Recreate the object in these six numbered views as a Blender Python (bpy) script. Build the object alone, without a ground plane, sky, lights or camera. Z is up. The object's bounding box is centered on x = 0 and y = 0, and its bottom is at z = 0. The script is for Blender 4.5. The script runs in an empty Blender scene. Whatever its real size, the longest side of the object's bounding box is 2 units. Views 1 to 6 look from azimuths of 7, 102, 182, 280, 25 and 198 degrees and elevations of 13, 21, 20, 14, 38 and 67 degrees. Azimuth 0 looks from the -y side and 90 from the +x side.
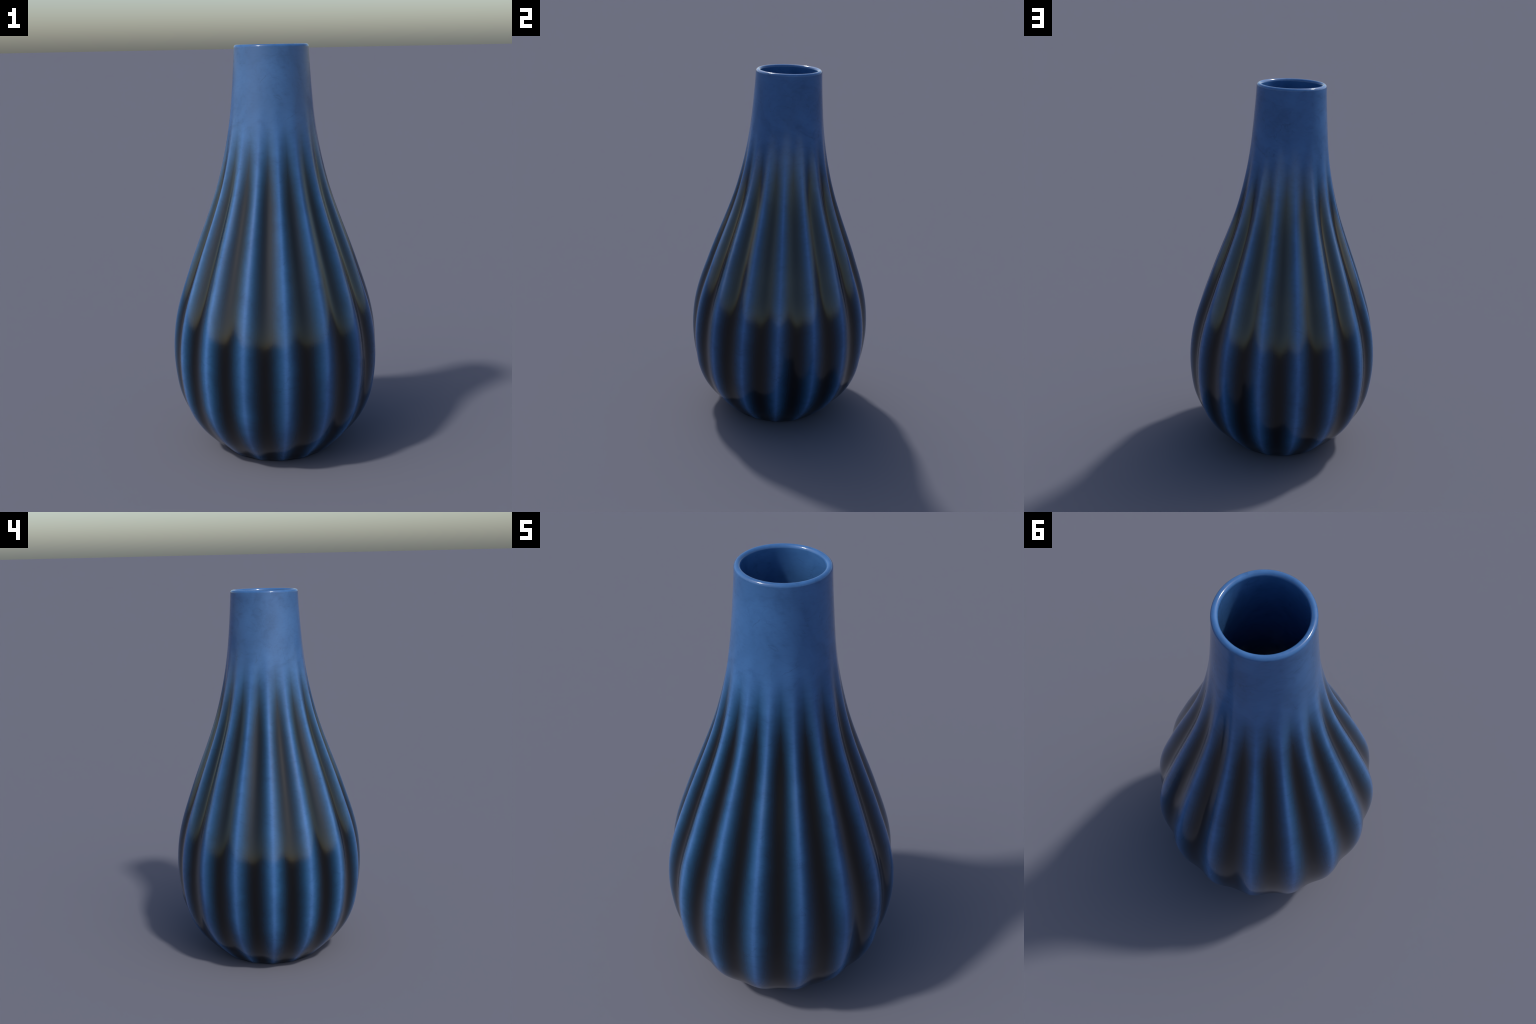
"""A fluted ceramic bottle vase: sixteen ribs that swell over the belly and melt
into a plain neck, glazed blue where the ribs stand proud and black in the flutes."""
import math

import bpy
import numpy as np

RIBS = 16            # ribs round the belly
PER_RIB = 40         # mesh columns per rib
COLS = RIBS * PER_RIB
PITCH = math.tau / RIBS
WALL = 0.0255         # wall thickness at the lip
TOP = 2.0

# outline of the rib crests: (height, radius)
CREST = [(0.0, .274), (.012, .291), (.05, .3325), (.10, .381), (.15, .4195), (.20, .449), (.25, .4712),
         (.30, .4872), (.35, .4970), (.40, .5036), (.45, .5078), (.50, .5092), (.55, .5078),
         (.60, .5038), (.65, .4974), (.70, .4882), (.75, .4766), (.80, .4628), (.85, .4472),
         (.90, .4306), (.95, .4137), (1.0, .3960), (1.05, .3773), (1.10, .3582), (1.15, .3390),
         (1.20, .3202), (1.25, .3020), (1.30, .2850), (1.35, .2697), (1.40, .2560), (1.45, .2437),
         (1.50, .2325), (1.55, .2224), (1.60, .2135), (1.65, .2060), (1.70, .1996), (1.75, .1945),
         (1.80, .1899), (1.85, .1860), (1.90, .1824), (1.95, .1793), (2.0, .1770)]


def spline(points):
    """Natural cubic spline through (x, y) points."""
    x, y = (np.array(c, float) for c in zip(*points))
    n, h = len(x), np.diff(x)
    A, b = np.eye(n), np.zeros(n)
    for i in range(1, n - 1):
        A[i, i - 1], A[i, i], A[i, i + 1] = h[i - 1], 2 * (h[i - 1] + h[i]), h[i]
        b[i] = 6 * ((y[i + 1] - y[i]) / h[i] - (y[i] - y[i - 1]) / h[i - 1])
    m = np.linalg.solve(A, b)

    def value(t):
        t = np.asarray(t, float)
        i = np.clip(np.searchsorted(x, t) - 1, 0, n - 2)
        a, c = x[i + 1] - t, t - x[i]
        return ((m[i] * a**3 + m[i + 1] * c**3) / (6 * h[i]) + (y[i] / h[i] - m[i] * h[i] / 6) * a
                + (y[i + 1] / h[i] - m[i + 1] * h[i] / 6) * c)
    return value


def crest(z):
    """Crest radius; the belly is a touch fuller than the outline above."""
    return plain_crest(z) + .0038 * smooth(.02, .25, z) * (1 - smooth(.60, 1.0, z))


def smooth(a, b, t):
    t = np.clip((np.asarray(t, float) - a) / (b - a), 0, 1)
    return t * t * t * (t * (6 * t - 15) + 10)


plain_crest = spline(CREST)


# depth of the flutes below the crests: (height, depth); shallow at the foot, deepest on the shoulder
DEPTH = [(0, .0035), (.15, .0095), (.30, .0145), (.50, .0190), (.70, .0226), (.90, .0240), (1.05, .0226),
         (1.20, .0186), (1.40, .0118), (1.55, .0052), (1.68, .0014), (1.78, 0)]
depth_curve = spline(DEPTH)


def flute_depth(z):
    """How far the flutes sink below the crests: nothing at the foot and on the neck."""
    return np.maximum(0, depth_curve(np.minimum(z, DEPTH[-1][0])))


def flute_shape(angle):
    """0 on a rib crest, 1 in the middle of a flute."""
    t = np.abs(((angle / PITCH) % 1.0) - .5) * 2          # 1 in a flute (multiples of PITCH), 0 on a crest
    return .5 - .5 * np.cos(np.pi * t)


# ---------------------------------------------------------------- the surface, row by row
angle = (np.arange(COLS) + .5) * math.tau / COLS
rows, labels = [], []       # each row: (radius per column, z per column)


def add(radius, z, label):
    rows.append((np.broadcast_to(radius, COLS).copy(), np.broadcast_to(z, COLS).copy()))
    labels.append(label)


def outer(z):
    return crest(z) - flute_depth(z) * flute_shape(angle)


LIP = WALL / 2
FOOT = .006
# foot: flat underside from the centre out, then a small rounded edge
for r in (.004, .06, .12, .18, .22, .25, .262):
    add(r, 0.0 if r > .2 else .004 * (1 - smooth(.15, .2, r)), "foot")
base = outer(FOOT)
for a in np.linspace(.15, .85, 4):
    add(.262 + (base - .262) * math.sin(a * math.pi / 2), FOOT * (1 - math.cos(a * math.pi / 2)), "foot")
body_z = np.concatenate([np.linspace(FOOT, .3, 44), np.linspace(.3, 1.62, 150)[1:]])
for z in body_z:
    add(outer(z), z, "fluted_body")
for z in np.linspace(1.62, TOP - LIP - .004, 40)[1:]:
    add(outer(z), z, "neck")
ro = float(crest(TOP - LIP))
for a in np.linspace(0, math.pi, 21):        # full-round lip
    add(ro - LIP + LIP * math.cos(a), TOP - LIP + LIP * math.sin(a), "rim")
for z in np.linspace(TOP - LIP - .004, .06, 120):   # inside wall, smooth
    inner = crest(z) - flute_depth(z) - WALL
    add(inner, z, "inner_wall")
floor_r = float(crest(.06) - flute_depth(.06) - WALL)
for a in np.linspace(.1, .95, 10):
    add(floor_r * math.cos(a * math.pi / 2), .06 - .03 * math.sin(a * math.pi / 2), "inner_wall")
add(.004, .03, "inner_wall")

R = np.array([r for r, _ in rows])
Z = np.array([z for _, z in rows])
X, Y = R * np.sin(angle), -R * np.cos(angle)
verts = np.stack([X, Y, Z], -1)
n = len(rows)

# normals of the whole surface, by central differences, shared by all the parts
du = np.roll(verts, -1, 1) - np.roll(verts, 1, 1)
dv = np.empty_like(verts)
dv[1:-1], dv[0], dv[-1] = verts[2:] - verts[:-2], verts[1] - verts[0], verts[-1] - verts[-2]
norm = np.cross(du, dv)
norm /= np.linalg.norm(norm, axis=-1, keepdims=True) + 1e-12


# ---------------------------------------------------------------- glaze
def glaze(name, fluted):
    mat = bpy.data.materials.new(name)
    mat.use_nodes = True
    nt = mat.node_tree
    nodes, link = nt.nodes, nt.links.new
    bsdf = nodes["Principled BSDF"]

    def new(kind, **settings):
        nd = nodes.new(kind)
        for k, v in settings.items():
            setattr(nd, k, v)
        return nd

    def math_node(op, a, b=None, c=None, clamp=False):
        nd = new("ShaderNodeMath", operation=op, use_clamp=clamp)
        for i, v in enumerate((a, b, c)):
            if v is None:
                continue
            if isinstance(v, (int, float)):
                nd.inputs[i].default_value = v
            else:
                link(v, nd.inputs[i])
        return nd.outputs[0]

    def ramp(fac, stops, interpolation="LINEAR"):
        nd = new("ShaderNodeValToRGB")
        nd.color_ramp.interpolation = interpolation
        el = nd.color_ramp.elements
        while len(el) < len(stops):
            el.new(.5)
        for e, (p, c) in zip(el, stops):
            e.position, e.color = p, (*c, 1) if len(c) == 3 else c
        link(fac, nd.inputs[0])
        return nd.outputs[0]

    def noise(vector, scale, detail, rough=.5, distortion=0.0):
        nd = new("ShaderNodeTexNoise")
        link(vector, nd.inputs["Vector"])
        nd.inputs["Scale"].default_value, nd.inputs["Detail"].default_value = scale, detail
        nd.inputs["Roughness"].default_value, nd.inputs["Distortion"].default_value = rough, distortion
        return nd.outputs["Fac"]

    def mix(fac, a, b, blend="MIX"):
        nd = new("ShaderNodeMix", data_type="RGBA", blend_type=blend)
        for sock, v in ((nd.inputs[0], fac), (nd.inputs[6], a), (nd.inputs[7], b)):
            if isinstance(v, (int, float)):
                sock.default_value = v
            elif isinstance(v, tuple):
                sock.default_value = (*v, 1)
            else:
                link(v, sock)
        return nd.outputs[2]

    coord = new("ShaderNodeTexCoord").outputs["Object"]
    sep = new("ShaderNodeSeparateXYZ")
    link(coord, sep.inputs[0])
    x, y, z = sep.outputs

    blue = mix(ramp(noise(coord, 4.5, 5, .6, .8), [(.35, (0, 0, 0)), (.68, (1, 1, 1))]), BLUE_A, BLUE_B)
    # fine streaks left by the glaze
    squeeze = new("ShaderNodeMapping")
    squeeze.inputs["Scale"].default_value = (1, 1, 1.3)
    link(coord, squeeze.inputs[0])
    streak = noise(squeeze.outputs[0], 14, 8, .62, 1.4)
    blue = mix(.40, blue, ramp(streak, [(.3, (.62, .66, .72)), (.5, (1, 1, 1)), (.72, (1.0, 1.0, 1.0))]), "MULTIPLY")
    ticks = new("ShaderNodeMapping")
    ticks.inputs["Scale"].default_value = (1, 1, 3.5)
    link(coord, ticks.inputs[0])
    blue = mix(.28, blue, ramp(noise(ticks.outputs[0], 38, 4, .6, .8), [(.36, (.78, .80, .82)), (.5, (1, 1, 1)), (.66, (1.0, 1.0, 1.0))]), "MULTIPLY")
    # hairline drag marks: thin contours of a stretched noise, broken up by a second one
    hair = math_node("LESS_THAN", math_node("ABSOLUTE", math_node("SUBTRACT", noise(squeeze.outputs[0], 5.5, 3, .5, 1.2), .5)), .006)
    patch = ramp(noise(coord, 7, 2), [(.5, (0, 0, 0)), (.62, (1, 1, 1))])
    blue = mix(math_node("MULTIPLY", math_node("MULTIPLY", hair, patch), .20), blue, (.012, .035, .09))
    colour = blue
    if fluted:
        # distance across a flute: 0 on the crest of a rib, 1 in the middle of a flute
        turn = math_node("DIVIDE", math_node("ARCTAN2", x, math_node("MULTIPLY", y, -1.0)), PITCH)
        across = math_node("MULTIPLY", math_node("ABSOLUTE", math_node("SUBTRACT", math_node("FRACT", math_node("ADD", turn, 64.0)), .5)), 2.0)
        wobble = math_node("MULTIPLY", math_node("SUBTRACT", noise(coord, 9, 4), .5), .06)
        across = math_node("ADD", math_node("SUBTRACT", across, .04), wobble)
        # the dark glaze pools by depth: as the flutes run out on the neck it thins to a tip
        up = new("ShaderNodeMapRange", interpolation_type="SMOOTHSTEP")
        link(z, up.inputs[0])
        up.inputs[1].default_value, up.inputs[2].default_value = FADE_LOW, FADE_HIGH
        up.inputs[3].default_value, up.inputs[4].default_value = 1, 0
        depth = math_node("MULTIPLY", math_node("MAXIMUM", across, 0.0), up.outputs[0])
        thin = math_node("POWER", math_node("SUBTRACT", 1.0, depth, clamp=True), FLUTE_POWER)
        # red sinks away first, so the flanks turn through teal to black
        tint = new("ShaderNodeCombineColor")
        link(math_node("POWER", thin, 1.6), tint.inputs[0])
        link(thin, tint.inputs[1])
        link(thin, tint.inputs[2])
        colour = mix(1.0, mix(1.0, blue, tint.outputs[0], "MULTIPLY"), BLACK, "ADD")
    link(colour, bsdf.inputs["Base Color"])
    link(math_node("MULTIPLY_ADD", noise(coord, 6, 3), .06, ROUGH), bsdf.inputs["Roughness"])
    bsdf.inputs["IOR"].default_value = 1.5

    bump = new("ShaderNodeBump")
    bump.inputs["Strength"].default_value, bump.inputs["Distance"].default_value = .012, .01
    link(streak, bump.inputs["Height"])
    link(bump.outputs[0], bsdf.inputs["Normal"])
    return mat


BLUE_A, BLUE_B = (.033, .101, .247), (.047, .136, .322)
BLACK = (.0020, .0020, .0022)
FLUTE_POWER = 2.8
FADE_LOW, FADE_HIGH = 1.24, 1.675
ROUGH = .10

plain, fluted = glaze("blue_glaze", False), glaze("fluted_glaze", True)

# ---------------------------------------------------------------- objects
vase = bpy.data.objects.new("vase", None)
vase["label"] = "tall blue bottle vase with black fluted ribbed belly"
vase["category"] = "vase"
bpy.context.scene.collection.objects.link(vase)


def part(name, first, last, mat, cap=None):
    """The rows first..last as one mesh, with the normals of the whole vase."""
    v, nn = verts[first:last + 1].reshape(-1, 3), norm[first:last + 1].reshape(-1, 3)
    i, j = np.meshgrid(np.arange(last - first), np.arange(COLS), indexing="ij")
    k = (j + 1) % COLS
    faces = np.stack([i * COLS + j, i * COLS + k, (i + 1) * COLS + k, (i + 1) * COLS + j], -1).reshape(-1, 4).tolist()
    if cap == "first":
        faces.append(list(range(COLS))[::-1])
    if cap == "last":
        faces.append([(last - first) * COLS + c for c in range(COLS)])
    me = bpy.data.meshes.new(name)
    me.from_pydata(v.tolist(), [], faces)
    me.polygons.foreach_set("use_smooth", [True] * len(me.polygons))
    me.normals_split_custom_set_from_vertices(nn.tolist())
    me.materials.append(mat)
    me.update()
    ob = bpy.data.objects.new(name, me)
    ob.parent = vase
    bpy.context.scene.collection.objects.link(ob)


def span(label):
    found = [i for i, l in enumerate(labels) if l == label]
    return found[0], found[-1]


part("foot", span("foot")[0], span("fluted_body")[0], fluted, "first")
part("fluted_body", span("fluted_body")[0], span("neck")[0], fluted)
part("neck", span("neck")[0], span("rim")[0], fluted)
part("rim", span("rim")[0], span("rim")[1], plain)
part("inner_wall", span("rim")[1], n - 1, plain, "last")
